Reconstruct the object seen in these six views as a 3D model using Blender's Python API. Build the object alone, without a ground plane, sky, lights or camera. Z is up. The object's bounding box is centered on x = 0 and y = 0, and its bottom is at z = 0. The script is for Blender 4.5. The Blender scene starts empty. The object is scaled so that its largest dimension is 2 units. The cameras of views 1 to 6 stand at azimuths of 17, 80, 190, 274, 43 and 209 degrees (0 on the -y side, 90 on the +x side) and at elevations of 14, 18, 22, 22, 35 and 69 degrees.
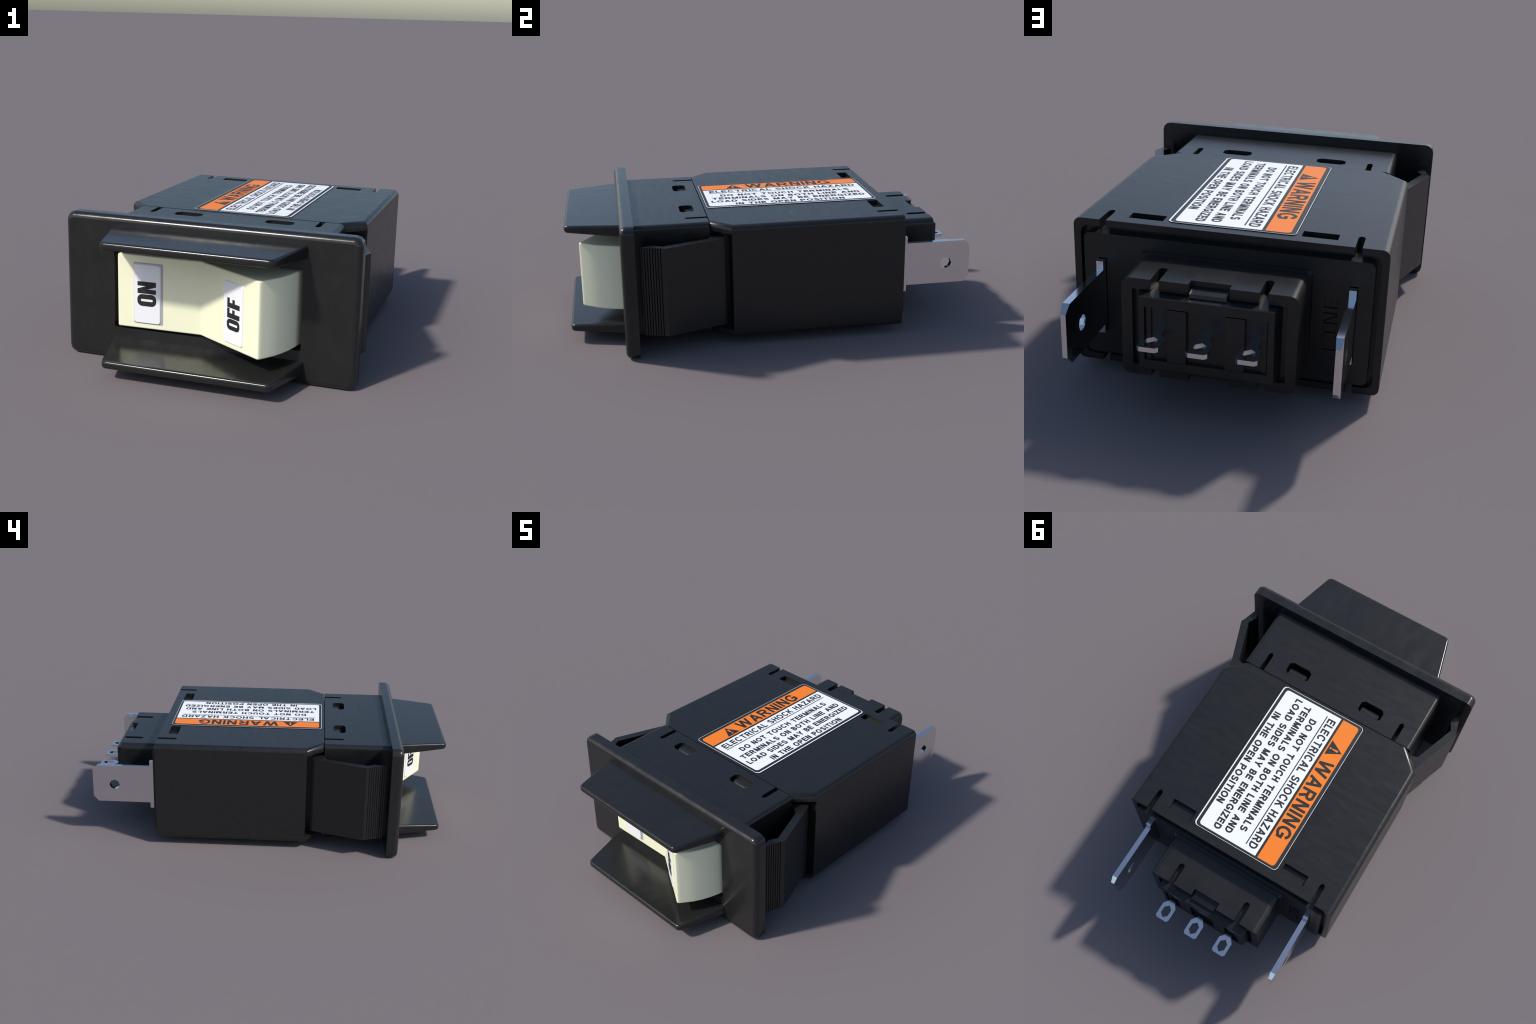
"""Panel-mounted rocker switch with finger-guard hoods, spring clips, a warning label,
two blade terminals and three solder lugs.  Built part by part; metres, z up,
operating face towards -y, terminals towards +y, everything mirrored about z = MID."""
import math
import bpy
import bmesh
from mathutils import Matrix, Vector

MID = 0.32                     # height of the horizontal symmetry plane
TOP = 0.6005                   # top skin of the body
BOT = 2 * MID - TOP
COL = bpy.context.scene.collection


# ------------------------------------------------------------------ materials
def new_material(name):
    mat = bpy.data.materials.new(name)
    mat.use_nodes = True
    nt = mat.node_tree
    nt.nodes.clear()
    out = nt.nodes.new("ShaderNodeOutputMaterial")
    bsdf = nt.nodes.new("ShaderNodeBsdfPrincipled")
    nt.links.new(bsdf.outputs[0], out.inputs[0])
    return mat, nt, bsdf


def noise(nt, scale, stretch=(1, 1, 1), detail=4.0, rough=0.6, distortion=0.0):
    co = nt.nodes.new("ShaderNodeTexCoord")
    mp = nt.nodes.new("ShaderNodeMapping")
    mp.inputs["Scale"].default_value = stretch
    tx = nt.nodes.new("ShaderNodeTexNoise")
    tx.inputs["Scale"].default_value = scale
    tx.inputs["Detail"].default_value = detail
    tx.inputs["Roughness"].default_value = rough
    tx.inputs["Distortion"].default_value = distortion
    nt.links.new(co.outputs["Object"], mp.inputs["Vector"])
    nt.links.new(mp.outputs[0], tx.inputs["Vector"])
    return tx.outputs["Fac"]


def ramp(nt, fac, stops):
    r = nt.nodes.new("ShaderNodeValToRGB")
    els = r.color_ramp.elements
    while len(els) < len(stops):
        els.new(0.5)
    for el, (pos, col) in zip(els, stops):
        el.position = pos
        el.color = (*col, 1) if len(col) == 3 else col
    nt.links.new(fac, r.inputs[0])
    return r.outputs[0]


def to_range(nt, fac, lo, hi, a=0.3, b=0.7):
    m = nt.nodes.new("ShaderNodeMapRange")
    m.inputs["From Min"].default_value = a
    m.inputs["From Max"].default_value = b
    m.inputs["To Min"].default_value = lo
    m.inputs["To Max"].default_value = hi
    nt.links.new(fac, m.inputs["Value"])
    return m.outputs[0]


def bump(nt, bsdf, height, strength, distance):
    b = nt.nodes.new("ShaderNodeBump")
    b.inputs["Strength"].default_value = strength
    b.inputs["Distance"].default_value = distance
    nt.links.new(height, b.inputs["Height"])
    nt.links.new(b.outputs[0], bsdf.inputs["Normal"])


def moulded_plastic(name, dark, light, r_lo, r_hi, stretch, scale, spec=0.5):
    """Black moulded plastic: faint handling smears in gloss and tone, fine grain."""
    mat, nt, bsdf = new_material(name)
    smear = noise(nt, scale, stretch, 5.0, 0.62, 0.6)
    nt.links.new(ramp(nt, smear, [(0.36, dark), (0.66, light)]), bsdf.inputs["Base Color"])
    nt.links.new(to_range(nt, smear, r_lo, r_hi), bsdf.inputs["Roughness"])
    bsdf.inputs["Specular IOR Level"].default_value = spec
    bump(nt, bsdf, noise(nt, 260, (1, 1, 1), 2.0), 0.045, 0.002)
    return mat


def plain(name, colour, rough, metallic=0.0, wobble=0.0, spec=0.5):
    mat, nt, bsdf = new_material(name)
    if wobble:
        lo = tuple(c * (1 - wobble) for c in colour)
        nt.links.new(ramp(nt, noise(nt, 6), [(0.35, lo), (0.65, colour)]), bsdf.inputs["Base Color"])
    else:
        bsdf.inputs["Base Color"].default_value = (*colour, 1)
    bsdf.inputs["Roughness"].default_value = rough
    bsdf.inputs["Metallic"].default_value = metallic
    bsdf.inputs["Specular IOR Level"].default_value = spec
    return mat


PLASTIC = moulded_plastic("black_plastic", (0.0124, 0.0124, 0.0128), (0.0144, 0.0143, 0.0144), 0.26, 0.34, (0.6, 2.4, 2.0), 15)
BEZEL = moulded_plastic("glossy_black_plastic", (0.0150, 0.0150, 0.0150), (0.0185, 0.0185, 0.0182), 0.15, 0.27, (2.6, 1.0, 1.4), 6)
REAR = moulded_plastic("rear_black_plastic", (0.0118, 0.0118, 0.0120), (0.0145, 0.0145, 0.0146), 0.27, 0.36, (1, 1, 1), 9)
CREAM = plain("cream_plastic", (1.0, 0.995, 0.715), 0.36, wobble=0.012)
PLAQUE = plain("white_plaque", (0.97, 0.97, 0.99), 0.30)
PLAQUE_BEVEL_SHADE = plain("plaque_bevel_shade_grey", (0.47, 0.47, 0.52), 0.30)  # white plaque darkened to lilac-grey: shading of its right and top bevels
PAPER = plain("white_label_film", (0.97, 0.98, 0.985), 0.42)
INK = plain("black_ink", (0.019, 0.019, 0.020), 0.46)
ORANGE = plain("orange_label_ink", (0.97, 0.232, 0.014), 0.46)
METAL = plain("tinned_metal", (0.80, 0.80, 0.82), 0.13, metallic=1.0, wobble=0.02)


# ------------------------------------------------------------------- geometry
def frame(origin, right, up):
    """Matrix whose local x, y run along right, up and whose z is their cross product."""
    r, u = Vector(right).normalized(), Vector(up).normalized()
    n = r.cross(u)
    m = Matrix((r, u, n)).transposed().to_4x4()
    m.translation = Vector(origin)
    return m


def rounded(points, radius, steps=4):
    """Round the corners of a polygon; radius may be a number or one per corner."""
    out, n = [], len(points)
    for i, p in enumerate(points):
        r = radius[i] if isinstance(radius, (list, tuple)) else radius
        if r <= 0:
            out.append(tuple(p))
            continue
        p, a, b = Vector(p), Vector(points[i - 1]), Vector(points[(i + 1) % n])
        da, db = (a - p).normalized(), (b - p).normalized()
        ang = da.angle(db)
        reach = r / math.tan(ang / 2)
        start, end = p + da * reach, p + db * reach
        centre = p + (da + db).normalized() * (r / math.sin(ang / 2))
        s, e = start - centre, end - centre
        total = s.angle(e)
        for k in range(steps + 1):
            t = k / steps
            v = (s * math.sin((1 - t) * total) + e * math.sin(t * total)) / math.sin(total)
            out.append(tuple(centre + v))
    return out


def rect(x0, x1, y0, y1):
    return [(x0, y0), (x1, y0), (x1, y1), (x0, y1)]


def bm_prism(bm, outline, lo, hi, axis="z", matrix=None, inset=0.0):
    """Extrude a 2D outline from lo to hi along an axis (or along z of a matrix).
    inset shrinks the far end towards the outline's middle by that distance per side."""
    place = {"z": lambda a, b, c: (a, b, c), "y": lambda a, b, c: (a, c, b), "x": lambda a, b, c: (c, a, b)}[axis]
    cx = (min(p[0] for p in outline) + max(p[0] for p in outline)) / 2
    cy = (min(p[1] for p in outline) + max(p[1] for p in outline)) / 2
    hx = (max(p[0] for p in outline) - min(p[0] for p in outline)) / 2
    hy = (max(p[1] for p in outline) - min(p[1] for p in outline)) / 2
    rings = []
    for c, d in ((lo, 0.0), (hi, inset)):
        ring = []
        for a, b in outline:
            a2, b2 = cx + (a - cx) * (hx - d) / hx, cy + (b - cy) * (hy - d) / hy
            v = Vector(place(a2, b2, c))
            ring.append(bm.verts.new(matrix @ v if matrix else v))
        rings.append(ring)
    bm.faces.new(rings[0])
    bm.faces.new(rings[1])
    n = len(outline)
    for i in range(n):
        bm.faces.new((rings[0][i], rings[0][(i + 1) % n], rings[1][(i + 1) % n], rings[1][i]))
    bmesh.ops.recalc_face_normals(bm, faces=bm.faces[:])


def bm_box(bm, x0, x1, y0, y1, z0, z1):
    bm_prism(bm, rect(x0, x1, y0, y1), z0, z1)


class Solid:
    """A bmesh under construction: bevel its edges, cut others out of it, make an object."""

    def __init__(self):
        self.bm = bmesh.new()

    def prism(self, *a, **k):
        tmp = bmesh.new()
        bm_prism(tmp, *a, **k)
        me = bpy.data.meshes.new("tmp")
        tmp.to_mesh(me)
        tmp.free()
        self.bm.from_mesh(me)
        bpy.data.meshes.remove(me)
        return self

    def box(self, x0, x1, y0, y1, z0, z1):
        return self.prism(rect(x0, x1, y0, y1), z0, z1)

    def bevel(self, pick, width, segments=3):
        edges = [e for e in self.bm.edges if len(e.link_faces) == 2 and pick(e, *[v.co for v in e.verts])]
        bmesh.ops.bevel(self.bm, geom=edges, offset=width, segments=segments, profile=0.5, affect="EDGES", clamp_overlap=True)
        return self

    def raw(self, name):
        me = bpy.data.meshes.new(name)
        self.bm.to_mesh(me)
        self.bm.free()
        return bpy.data.objects.new(name, me)

    def make(self, name, mat, parent, cut=None, angle=32):
        ob = self.raw(name)
        COL.objects.link(ob)
        if cut is not None:
            cutter = cut.raw("cutter")
            COL.objects.link(cutter)
            mod = ob.modifiers.new("cut", "BOOLEAN")
            mod.operation, mod.object, mod.solver = "DIFFERENCE", cutter, "EXACT"
            mod.use_self = True
            bake(ob)
            bpy.data.objects.remove(cutter)
        finish(ob, angle)
        ob.data.materials.clear()
        ob.data.materials.append(mat)
        ob.parent = parent
        return ob


def bake(ob):
    dg = bpy.context.evaluated_depsgraph_get()
    me = bpy.data.meshes.new_from_object(ob.evaluated_get(dg))
    old = ob.data
    ob.modifiers.clear()
    ob.data = me
    bpy.data.meshes.remove(old)


def finish(ob, angle):
    me = ob.data
    me.polygons.foreach_set("use_smooth", [True] * len(me.polygons))
    me.set_sharp_from_angle(angle=math.radians(angle))
    mod = ob.modifiers.new("normals", "WEIGHTED_NORMAL")
    mod.keep_sharp = True
    mod.weight = 80
    bake(ob)


def sharp(e):
    return e.calc_face_angle(0) > 0.6


def mirror_pair(ob, axis="x", angle=32):
    """A second copy, mirrored: shares no origin shift, own mirrored mesh."""
    me = ob.data.copy()
    m = Matrix.Scale(-1, 4, (1, 0, 0)) if axis == "x" else Matrix.Translation((0, 0, 2 * MID)) @ Matrix.Scale(-1, 4, (0, 0, 1))
    me.transform(m)
    me.flip_normals()
    twin = bpy.data.objects.new(ob.name.split(".")[0], me)
    COL.objects.link(twin)
    finish(twin, angle)
    twin.parent = ob.parent
    return twin


def both(z0, z1):
    """A z interval on the upper half and its mirror image on the lower half."""
    return ((z0, z1), (2 * MID - z1, 2 * MID - z0))


# ---------------------------------------------------------------- the object
switch = bpy.data.objects.new("rocker_switch", None)
COL.objects.link(switch)
switch["label"] = "black panel rocker switch with cream rocker and warning label"
switch["category"] = "electrical switch"

# ---- faceplate: thick bezel with rounded front rim and an opening for the rocker
FRONT, BACK = -0.745, -0.680
plate = Solid().prism(rounded(rect(-0.6485, 0.6485, 0.0, 2 * MID), 0.036, 3), FRONT, BACK, "y")
plate.bevel(lambda e, a, b: sharp(e) and a.y < FRONT + 1e-4 and b.y < FRONT + 1e-4, 0.027, 5)
hole = Solid().prism(rounded(rect(-0.421, 0.414, MID - 0.172, MID + 0.172), 0.004, 1), -0.80, -0.60, "y")
faceplate = plate.make("faceplate", BEZEL, switch, hole)

# ---- finger-guard hoods above and below the rocker
def hood_solid():
    s = Solid()
    plan = rounded([(-0.432, -0.735), (-0.3620, -1.0), (0.3620, -1.0), (0.432, -0.735)], [0, 0.028, 0.028, 0], 5)
    s.prism(plan, 0, 1)
    for v in s.bm.verts:
        t = (v.co.y + 0.735) / -0.265
        v.co.z = (0.595 - 0.008 * t) if v.co.z > 0.5 else (0.536 + 0.017 * t)
    s.bevel(lambda e, a, b: abs(a.z - b.z) < 0.02 and sharp(e) and min(a.y, b.y) < -0.74 and not (a.y > -0.736 and b.y > -0.736), 0.011, 3)
    return s

hood = hood_solid().make("hood", BEZEL, switch)
mirror_pair(hood, "z")

# ---- front housing behind the faceplate
SEAM = -0.322
house = Solid().prism(rounded([(-0.486, BOT + 0.001), (0.486, BOT + 0.001), (0.486, TOP - 0.001), (-0.486, TOP - 0.001)], 0.022, 3), BACK - 0.004, SEAM - 0.002, "y")
cut = Solid().prism(rect(-0.415, 0.408, MID - 0.168, MID + 0.168), -0.75, -0.48, "y")
for z0, z1 in both(TOP - 0.080, TOP + 0.05):
    for s in (-1, 1):
        cut.prism([(s * 0.374, -0.30), (s * 0.374, -0.421), (s * 0.386, -0.434), (s * 0.398, -0.421), (s * 0.398, -0.30)], z0, z1)
        cut.prism([(s * 0.277, -0.428), (s * 0.260, -0.443), (s * 0.166, -0.443), (s * 0.149, -0.428), (s * 0.149, -0.389), (s * 0.166, -0.374), (s * 0.260, -0.374), (s * 0.277, -0.389)], z0, z1)
house.make("front_housing", PLASTIC, switch, cut)

# snap lugs that show inside the four oval holes
nose = [(-0.397 - 0.031 * math.sin(math.radians(a)), TOP - 0.049 + 0.033 * math.cos(math.radians(a))) for a in range(0, 91, 15)]
lug = Solid().prism([(-0.370, TOP - 0.095), (-0.370, TOP - 0.016)] + nose + [(-0.428, TOP - 0.095)], 0.163, 0.262, "x")
lug_one = lug.make("snap_lug", BEZEL, switch)
lug_two = mirror_pair(lug_one, "x")
for src in (lug_one, lug_two):
    mirror_pair(src, "z")

# ---- rocker
rim = [(0.2905, -0.940), (0.3035, -0.9255), (0.320, -0.902), (0.341, -0.872), (0.361, -0.833), (0.378, -0.789), (0.391, -0.743), (0.401, -0.695), (0.408, -0.640), (0.410, -0.560)]
profile = [(-0.404, -0.56), (-0.402, -0.70), (-0.399, -0.7585), (-0.023, -0.7475)] + rim
rk = Solid().prism(profile, MID - 0.162, MID + 0.162)
def rocker_edges(e, a, b):
    flat = abs(a.z - b.z) < 1e-4 and sharp(e) and min(a.y, b.y) < -0.6
    upright = abs(a.z - b.z) > 0.1 and ((a.x > 0.28 and a.y < -0.93) or (a.x < -0.39 and -0.78 < a.y < -0.75))
    return flat or upright
rk.bevel(rocker_edges, 0.0085, 3)
rocker = rk.make("rocker", CREAM, switch, angle=28)

# ---- raised name plaques and their lettering on the rocker
ON = frame((-0.258, -0.7545, MID - 0.003), (0, 0, 1), (-1, -0.0293, 0))
slope = Vector((0.313, -0.1885, 0)).normalized()
OFF = frame(Vector((-0.023, -0.7475, MID - 0.006)) + slope * 0.221, (0, 0, 1), -slope)
plaque_h = 0.0065
for place in (ON, OFF):
    p = Solid().prism(rounded(rect(-0.1345, 0.1345, -0.066, 0.066), 0.004, 2), -0.004, 0.0012, matrix=place)
    p.make("plaque_bevel_shade", PLAQUE_BEVEL_SHADE, rocker)
    p = Solid().prism(rounded(rect(-0.1335, 0.1300, -0.0590, 0.0655), 0.012, 5), 0.0, plaque_h, matrix=place, inset=0.0045)
    p.make("plaque", PLAQUE, rocker, angle=25)


def glyph(parts, place, name, holes=None, lift=plaque_h):
    s = Solid()
    for poly in parts:
        s.prism(poly, lift - 0.002, lift + 0.0012, matrix=place)
    c = None
    if holes:
        c = Solid()
        for poly in holes:
            c.prism(poly, lift - 0.02, lift + 0.02, matrix=place)
    return s.make(name, INK, rocker, c)


def heavy_o(x0, x1, y0, y1, stem):
    w = x1 - x0
    ring = rounded(rect(x0, x1, y0, y1), w * 0.42, 6)
    core = rounded(rect(x0 + stem, x1 - stem, y0 + stem * 0.72, y1 - stem * 0.72), (w - 2 * stem) * 0.48, 5)
    return ring, core


def heavy_n(x0, x1, y0, y1, stem):
    dip = (x1 - x0) * 0.5
    mid = (y1 - y0) * 0.42
    return [(x0, y0), (x0 + stem * 0.95, y0), (x0 + stem * 0.95, y0 + mid * 1.15), (x1 - stem * 1.05, y0), (x1, y0), (x1, y1),
            (x1 - stem * 0.95, y1), (x1 - stem * 0.95, y1 - mid * 1.15), (x0 + stem * 1.05, y1), (x0, y1)]


def heavy_f(x0, x1, y0, y1, stem):
    h = y1 - y0
    return [(x0, y0), (x0 + stem, y0), (x0 + stem, y0 + h * 0.40), (x1 - 0.004, y0 + h * 0.40), (x1 - 0.004, y0 + h * 0.585),
            (x0 + stem, y0 + h * 0.585), (x0 + stem, y0 + h * 0.815), (x1, y0 + h * 0.815), (x1, y1), (x0, y1)]


o, core = heavy_o(-0.054, -0.002, -0.038, 0.047, 0.0205)
glyph([o], ON, "letter_o", [core])
glyph([heavy_n(0.0015, 0.0535, -0.037, 0.046, 0.0195)], ON, "letter_n")
o, core = heavy_o(-0.072, -0.026, -0.039, 0.039, 0.0175)
glyph([o], OFF, "letter_o", [core])
for x in (-0.0225, 0.0205):
    glyph([heavy_f(x, x + 0.0405, -0.038, 0.038, 0.0205)], OFF, "letter_f")

# ---- spring clips on both flanks, with a serrated thumb edge
outer_tip, outer_corner = Vector((0.611, -0.652)), Vector((0.640, -0.556))
teeth, n_teeth = [], 8
out_dir = Vector((0.955, -0.298))
for i in range(n_teeth):
    a = outer_corner.lerp(outer_tip, i / n_teeth)
    b = outer_corner.lerp(outer_tip, (i + 0.62) / n_teeth)
    c = outer_corner.lerp(outer_tip, (i + 0.80) / n_teeth)
    teeth += [tuple(a + out_dir * 0.000), tuple(b + out_dir * 0.000), tuple(c - out_dir * 0.0042)]
plan = [(0.470, -0.262), (0.541, -0.256), (0.549, -0.270), (0.6465, -0.543)] + teeth + [(0.610, -0.654), (0.596, -0.632), (0.586, -0.597), (0.609, -0.5555), (0.532, -0.336), (0.470, -0.318)]
clip = Solid().prism(plan, MID - 0.212, MID + 0.216).make("spring_clip", PLASTIC, switch, angle=25)
mirror_pair(clip, "x", 25)

# ---- main body: boxy shell with chamfered front cheeks and a hollow rear rim
W, REAR_Y, CHEEK = 0.568, 0.607, -0.232
body = Solid().prism([(-0.480, SEAM + 0.002), (0.480, SEAM + 0.002), (W, CHEEK), (W, REAR_Y), (-W, REAR_Y), (-W, CHEEK)], BOT, TOP)
body.bevel(lambda e, a, b: abs(a.z - b.z) < 1e-4 and abs(a.x) > 0.47 and a.x * b.x > 0, 0.026, 4)
cut = Solid()
cut.prism(rounded(rect(-0.542, 0.542, BOT + 0.025, TOP - 0.025), 0.030, 4), 0.577, 0.70, "y")
for s in (-1, 1):
    lo, hi = sorted((s * 0.44, s * 0.60))
    cut.box(lo, hi, -0.40, CHEEK + 0.004, BOT + 0.040, TOP - 0.040)
for z0, z1 in both(TOP - 0.05, TOP + 0.05):
    for s in (-1, 1):
        cut.prism([(s * 0.446, 0.66), (s * 0.446, 0.510), (s * 0.453, 0.497), (s * 0.464, 0.497), (s * 0.471, 0.510), (s * 0.471, 0.66)], z0, z1)
for z0, z1 in both(TOP - 0.024, TOP + 0.05):
    for s in (-1, 1):
        lo, hi = sorted((s * 0.251, s * 0.380))
        cut.box(lo, hi, 0.502, 0.557, z0, z1)
shell = body.make("body_shell", PLASTIC, switch, cut)

# tail insert seen inside the rear rim
tail = Solid().prism(rounded(rect(-0.523, 0.523, 0.084, 2 * MID - 0.084), 0.022, 3), 0.46, 0.6255, "y")
cut = Solid()
for s in (-1, 1):
    lo, hi = sorted((s * 0.4395, s * 0.4695))
    cut.prism(rect(lo, hi, 0.176, 0.4635), 0.612, 0.70, "y")
# engraved word beside one blade: strokes in a frame reading upwards
ENG = frame((-0.406, 0.6255, 0.208), (0, 0, 1), (1, 0, 0))
H, T = 0.052, 0.0062
def bar(x0, x1, y0, y1):
    cut.prism(rect(x0, x1, y0, y1), -0.007, 0.02, matrix=ENG)
bar(0.000, T, 0, H); bar(T - 0.001, 0.034, 0, T)                                     # L
bar(0.052, 0.092, 0, T); bar(0.069, 0.0752, T - 0.001, H - T + 0.001); bar(0.052, 0.092, H - T, H)   # I
bar(0.104, 0.104 + T, 0, H); bar(0.142, 0.142 + T, 0, H)                             # N
cut.prism([(0.109, H), (0.116, H), (0.143, 0), (0.136, 0)], -0.0065, 0.02, matrix=ENG)
bar(0.164, 0.164 + T, 0, H)                                                          # E
for y in (0.0, (H - T) / 2, H - T):
    bar(0.164 + T - 0.001, 0.204, y, y + T)
tail_ob = tail.make("tail_insert", REAR, switch, cut)

# ---- connector block on the tail
collar = Solid().prism(rounded(rect(-0.322, 0.322, 0.120, 2 * MID - 0.120), 0.020, 3), 0.60, 0.640, "y", inset=0.016)
collar.make("collar", REAR, switch)
blk = Solid().prism(rounded(rect(-0.303, 0.303, MID - 0.180, MID + 0.180), 0.030, 3), 0.60, 0.847, "y")
cut = Solid().prism(rect(-0.2655, 0.2655, MID - 0.1415, MID + 0.1415), 0.825, 0.90, "y")
for z0, z1 in both(MID + 0.12, MID + 0.25):
    for s in (-1, 1):
        cut.prism([(s * 0.171, 0.90), (s * 0.171, 0.750), (s * 0.179, 0.738), (s * 0.192, 0.738), (s * 0.201, 0.750), (s * 0.201, 0.90)], z0, z1)
    cut.box(-0.070, 0.070, 0.813, 0.90, z0, z1)
blk.make("connector_block", REAR, switch, cut)

core_box = Solid().prism(rect(-0.232, 0.232, MID - 0.135, MID + 0.135), 0.69, 0.8855, "y")
for v in core_box.bm.verts:                 # moulding draft: wider at the root
    if v.co.y < 0.8:
        v.co.x *= 1.20
        v.co.z = MID + (v.co.z - MID) * 1.08
core_box.bevel(lambda e, a, b: a.y > 0.88 and b.y > 0.88 or abs(a.x) > 0.2 and abs(a.y - b.y) > 0.1, 0.006, 2)
cut = Solid().prism(rect(-0.211, 0.211, MID - 0.0985, MID + 0.0985), 0.869, 0.95, "y")
core_ob = core_box.make("connector_core", REAR, switch, cut)
for s in (-1, 1):
    lo, hi = sorted((s * 0.067, s * 0.1325))
    Solid().prism(rect(lo, hi, MID - 0.1015, MID + 0.0945), 0.79, 0.8840, "y").make("divider", REAR, core_ob)
    lo, hi = sorted((s * 0.190, s * 0.2065))
    Solid().prism(rect(lo, hi, MID - 0.100, MID + 0.0945), 0.79, 0.876, "y").make("side_rib", REAR, core_ob)
tongue = Solid().prism([(0.78, MID + 0.130), (0.856, MID + 0.130), (0.861, MID + 0.138), (0.858, MID + 0.151), (0.815, MID + 0.161), (0.78, MID + 0.161)], -0.064, 0.064, "x")
t_ob = tongue.make("latch_tongue", REAR, switch)
mirror_pair(t_ob, "z")

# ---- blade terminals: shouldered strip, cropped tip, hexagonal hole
def blade_solid():
    z0, z1, c = MID - 0.1085, MID + 0.1085, 0.029
    s = Solid().prism([(0.50, MID - 0.141), (0.656, MID - 0.141), (0.656, z0), (0.953, z0), (0.982, z0 + c), (0.982, z1 - c), (0.953, z1), (0.656, z1), (0.656, MID + 0.141), (0.50, MID + 0.141)], 0.4415, 0.4672, "x")
    bmesh.ops.bisect_plane(s.bm, geom=s.bm.verts[:] + s.bm.edges[:] + s.bm.faces[:], dist=1e-4, plane_co=(0, 0.953, 0), plane_no=(0, 1, 0))
    for v in s.bm.verts:
        if v.co.y > 0.97:
            v.co.x += -0.004 if v.co.x > 0.45 else 0.004
    return s

hexagon = [(0.858 + 0.0292 * math.cos(math.radians(a)), MID - 0.004 + 0.0292 * math.sin(math.radians(a))) for a in range(0, 360, 45)]
cut = Solid().prism(hexagon, 0.40, 0.50, "x")
blade = blade_solid().make("blade_terminal", METAL, switch, cut, angle=4)
mirror_pair(blade, "x", 4)

# ---- solder lugs: small strips with an eyelet
head = [(-0.0165, 0.80), (-0.0165, 0.898), (-0.0225, 0.907), (-0.0360, 0.924), (-0.0360, 0.990), (-0.0270, 1.0), (0.0270, 1.0), (0.0360, 0.990), (0.0360, 0.924), (0.0225, 0.907), (0.0165, 0.898), (0.0165, 0.80)]
cut = Solid().prism([(0, 0.921), (0.0195, 0.938), (0.0195, 0.970), (0, 0.988), (-0.0195, 0.970), (-0.0195, 0.938)], 0.2, 0.4)
first = Solid().prism(head, 0.3135, 0.3300).make("solder_lug", METAL, switch, cut, angle=10)
for x in (-0.1645, 0.1645):
    twin = first.copy()
    twin.location.x = x
    COL.objects.link(twin)

# ---- warning label: film, border, colour fields, pictogram and words
TXT = frame((0, 0, 0), (0, 1, 0), (-1, 0, 0))          # text runs along +y, capitals point to -x
Z = TOP + 0.0028
film = Solid().prism(rounded(rect(-0.306, 0.561, -0.2325, 0.2325), 0.022, 5), TOP - 0.002, Z - 0.0004, matrix=TXT)
label = film.make("warning_label", INK, switch)  # film body coloured black so the shadow along the label's edge is baked in
def layer(name, outline, mat, level):
    return Solid().prism(outline, Z - 0.001, Z + 0.0004 * level, matrix=TXT).make(name, mat, label)
layer("label_rim", rounded(rect(-0.3055, 0.5605, -0.2320, 0.2320), 0.0215, 5), PAPER, 0)
layer("label_border", rounded(rect(-0.3035, 0.5585, -0.2255, 0.2300), 0.020, 5), INK, 1)
layer("orange_band", rounded(rect(-0.290, 0.547, 0.1200, 0.2120), [0, 0, 0.016, 0.016], 5), ORANGE, 2)
layer("white_field", rounded(rect(-0.290, 0.547, -0.2100, 0.1080), [0.016, 0.016, 0, 0], 5), PAPER, 2)
layer("pictogram", [(-0.166, 0.128), (-0.081, 0.128), (-0.1235, 0.204)], INK, 3)
layer("pictogram_mark", [(-0.1262, 0.150), (-0.1208, 0.150), (-0.1175, 0.181), (-0.1295, 0.181)], ORANGE, 4)
layer("pictogram_mark", [(-0.1235 + 0.0052 * math.cos(k * math.pi / 5), 0.1405 + 0.0052 * math.sin(k * math.pi / 5)) for k in range(10)], ORANGE, 4)
layer("underline", rect(-0.266, 0.519, 0.0375, 0.0425), INK, 3)


# plain grotesque capitals drawn as pen strokes on a unit-high box: width, strokes
def bow(cx, cy, rx, ry, a0, a1, n=14):
    return [(cx + rx * math.cos(math.radians(a0 + (a1 - a0) * k / n)), cy + ry * math.sin(math.radians(a0 + (a1 - a0) * k / n))) for k in range(n + 1)]


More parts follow.
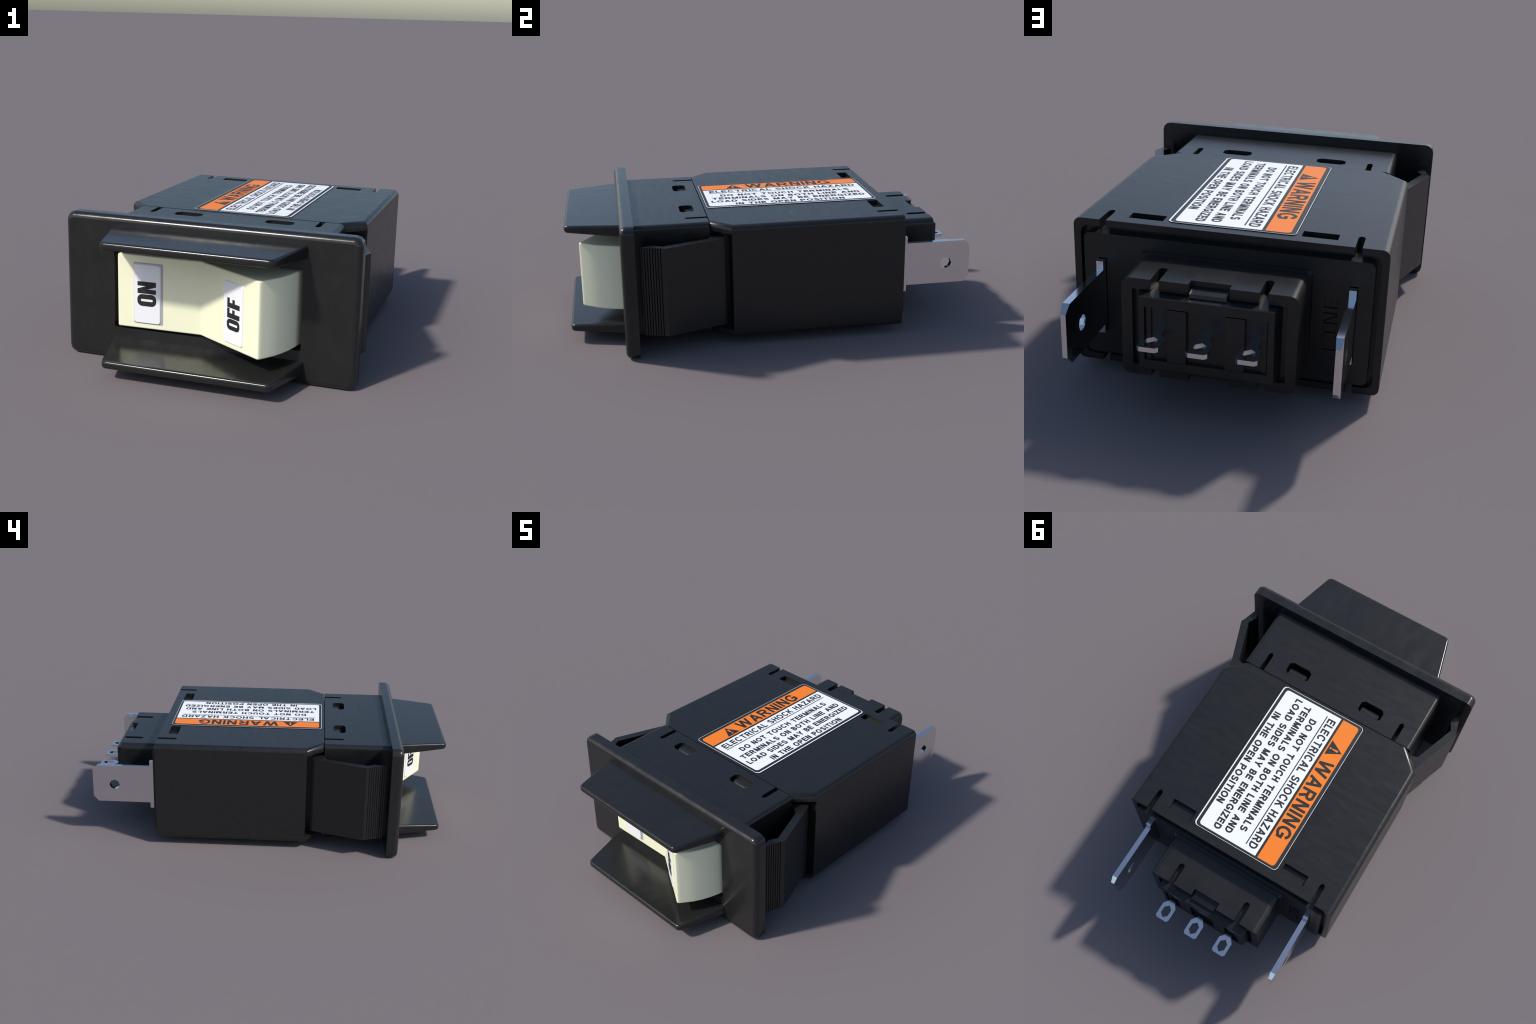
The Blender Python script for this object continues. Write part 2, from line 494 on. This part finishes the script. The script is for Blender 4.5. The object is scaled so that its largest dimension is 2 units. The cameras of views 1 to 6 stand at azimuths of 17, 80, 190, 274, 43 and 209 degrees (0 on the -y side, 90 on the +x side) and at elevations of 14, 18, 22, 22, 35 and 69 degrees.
def letter(ch, p):
    """Centre lines of one capital for a pen p wide (cap height 1, origin at the left ink edge)."""
    h = p / 2
    lo, hi, mid = h, 1 - h, 0.53
    stem = [(h, 0), (h, 1)]
    if ch == "A":
        w = 0.90
        return w, [[(h * 0.95, 0), (w / 2 - h * 0.1, 1.0 - h * 0.3)], [(w - h * 0.95, 0), (w / 2 + h * 0.1, 1.0 - h * 0.3)], [(w * 0.22, 0.32), (w * 0.78, 0.32)]]
    if ch in "BPR":
        w = {"B": 0.76, "P": 0.78, "R": 0.86}[ch]
        y = 0.52 if ch == "B" else (0.47 if ch == "P" else 0.49)
        r = (hi - y) / 2
        x1 = {"B": 0.70, "P": w, "R": 0.80}[ch]
        top = [(h, hi), (x1 - h - r, hi)] + bow(x1 - h - r, hi - r, r, r, 90, -90)[1:] + [(h, y)]
        if ch == "P":
            return w, [stem, top]
        if ch == "R":
            return w, [stem, top, [(w * 0.50, y), (w - h * 1.25, 0)]]
        r2 = (y - lo) / 2
        return w, [stem, top, [(h, y + 0.001), (w - h - r2, y + 0.001)] + bow(w - h - r2, lo + r2, r2, r2, 90, -90)[1:] + [(h, lo)]]
    if ch == "D":
        w = 0.84
        r = (hi - lo) / 2
        return w, [stem, [(h, hi), (w - h - r * 0.86, hi)] + bow(w - h - r * 0.86, 0.5, r * 0.86, r, 90, -90, 18)[1:] + [(h, lo)]]
    if ch in "CG":
        w = 0.90 if ch == "C" else 0.95
        arc = bow(w / 2, 0.5, w / 2 - h, 0.5 - h + 0.012, 36, 325 if ch == "C" else 322, 26)
        if ch == "C":
            return w, [arc]
        return w, [arc[:-1] + [(w - h, 0.22), (w - h, 0.47)], [(w * 0.54, 0.47), (w, 0.47)]]
    if ch == "O":
        w = 0.98
        return w, [bow(w / 2, 0.5, w / 2 - h, 0.5 - h + 0.012, 0, 360, 30)]
    if ch in "EFL":
        w = {"E": 0.74, "F": 0.70, "L": 0.64}[ch]
        bars = {"E": [(lo, w), (mid, w * 0.94), (hi, w * 0.98)], "F": [(mid - 0.04, w * 0.86), (hi, w)], "L": [(lo, w)]}[ch]
        return w, [stem] + [[(h, y), (x, y)] for y, x in bars]
    if ch == "H":
        w = 0.78
        return w, [stem, [(w - h, 0), (w - h, 1)], [(h, mid), (w - h, mid)]]
    if ch == "I":
        return p, [stem]
    if ch == "K":
        w = 0.84
        return w, [stem, [(h, 0.36), (w - h * 1.3, 1)], [(w * 0.36, 0.60), (w - h * 1.2, 0)]]
    if ch == "M":
        w = 0.94
        return w, [stem, [(w - h, 0), (w - h, 1)], [(h * 1.1, 1), (w / 2, 0.02)], [(w / 2, 0.02), (w - h * 1.1, 1)]]
    if ch == "N":
        w = 0.78
        return w, [stem, [(w - h, 0), (w - h, 1)], [(h * 1.1, 1), (w - h * 1.1, 0)]]
    if ch == "S":
        w = 0.82
        r1, r2 = (hi - 0.52) / 2, (0.52 - lo) / 2
        return w, [bow(w / 2, hi - r1, w / 2 - h * 1.2, r1, 20, 235, 16) + bow(w / 2, lo + r2, w / 2 - h, r2, 55, -162, 16)]
    if ch == "T":
        w = 0.82
        return w, [[(w / 2, 0), (w / 2, 1)], [(0, hi), (w, hi)]]
    if ch == "U":
        w = 0.78
        r = w / 2 - h
        return w, [[(h, 1), (h, lo + r)] + bow(w / 2, lo + r, r, r, 180, 360)[1:] + [(w - h, 1)]]
    if ch == "W":
        w = 1.30
        return w, [[(h * 1.05, 1), (w * 0.275, 0)], [(w * 0.265, 0), (w / 2, 1)], [(w / 2, 1), (w * 0.735, 0)], [(w * 0.725, 0), (w - h * 1.05, 1)]]
    if ch == "Y":
        w = 0.90
        return w, [[(w / 2, 0), (w / 2, 0.45)], [(h, 1), (w / 2, 0.40)], [(w / 2, 0.40), (w - h, 1)]]
    if ch == "Z":
        w = 0.78
        return w, [[(0.03, hi), (w - h * 1.2, hi), (h * 1.2, lo), (w, lo)]]
    return 0.36, []


def ribbon(bm, line, pen, z0, z1, matrix):
    """Sweep a flat pen along a polyline with mitred joins and give it depth."""
    pts = [Vector((x, y)) for x, y in line]
    closed = (pts[0] - pts[-1]).length < 1e-6
    if closed:
        pts.pop()
    n = len(pts)
    left, right = [], []
    for i, p in enumerate(pts):
        a = pts[i - 1] if i or closed else None
        b = pts[(i + 1) % n] if i < n - 1 or closed else None
        d0 = (p - a).normalized() if a is not None else (b - p).normalized()
        d1 = (b - p).normalized() if b is not None else d0
        n0, n1 = Vector((-d0.y, d0.x)), Vector((-d1.y, d1.x))
        m = (n0 + n1).normalized()
        k = pen / 2 / max(0.42, m.dot(n1))
        left.append(p + m * k)
        right.append(p - m * k)
    rows = [[bm.verts.new(matrix @ Vector((q.x, q.y, z))) for q in side] for side, z in ((left, z1), (right, z1), (right, z0), (left, z0))]
    for i in range(n if closed else n - 1):
        j = (i + 1) % n
        for r in range(4):
            s = (r + 1) % 4
            bm.faces.new((rows[r][i], rows[s][i], rows[s][j], rows[r][j]))
    if not closed:
        for i in (0, n - 1):
            bm.faces.new([rows[r][i] for r in range(4)])


def set_line(words, start, end, base, cap, pen, gap):
    """One line of capitals fitted between start and end."""
    p = pen / cap
    pieces, x = [], 0.0
    for ch in words:
        w, strokes = letter(ch, p)
        pieces.append((x, strokes))
        x += w + gap
    total = x - gap
    sx = (end - start) / (total * cap)
    bm = bmesh.new()
    for x0, strokes in pieces:
        for k, line in enumerate(strokes):
            path = [(start + (x0 + px) * cap * sx, base + py * cap) for px, py in line]
            ribbon(bm, path, pen, Z - 0.001, Z + 0.0012 + 0.00012 * k, TXT)
    bmesh.ops.recalc_face_normals(bm, faces=bm.faces[:])
    me = bpy.data.meshes.new("lettering")
    bm.to_mesh(me)
    bm.free()
    me.materials.append(INK)
    ob = bpy.data.objects.new("lettering", me)
    COL.objects.link(ob)
    ob.parent = label


set_line("WARNING", -0.055, 0.409, 0.129, 0.074, 0.0140, 0.16)
set_line("ELECTRICAL SHOCK HAZARD", -0.260, 0.522, 0.0515, 0.0425, 0.0082, 0.18)
set_line("DO NOT TOUCH TERMINALS", -0.212, 0.471, -0.0285, 0.0370, 0.0082, 0.18)
set_line("TERMINALS ON BOTH LINE AND", -0.261, 0.515, -0.0870, 0.0370, 0.0082, 0.18)
set_line("LOAD SIDES MAY BE ENERGIZED", -0.271, 0.526, -0.1440, 0.0370, 0.0082, 0.18)
set_line("IN THE OPEN POSITION", -0.154, 0.405, -0.2025, 0.0370, 0.0082, 0.18)
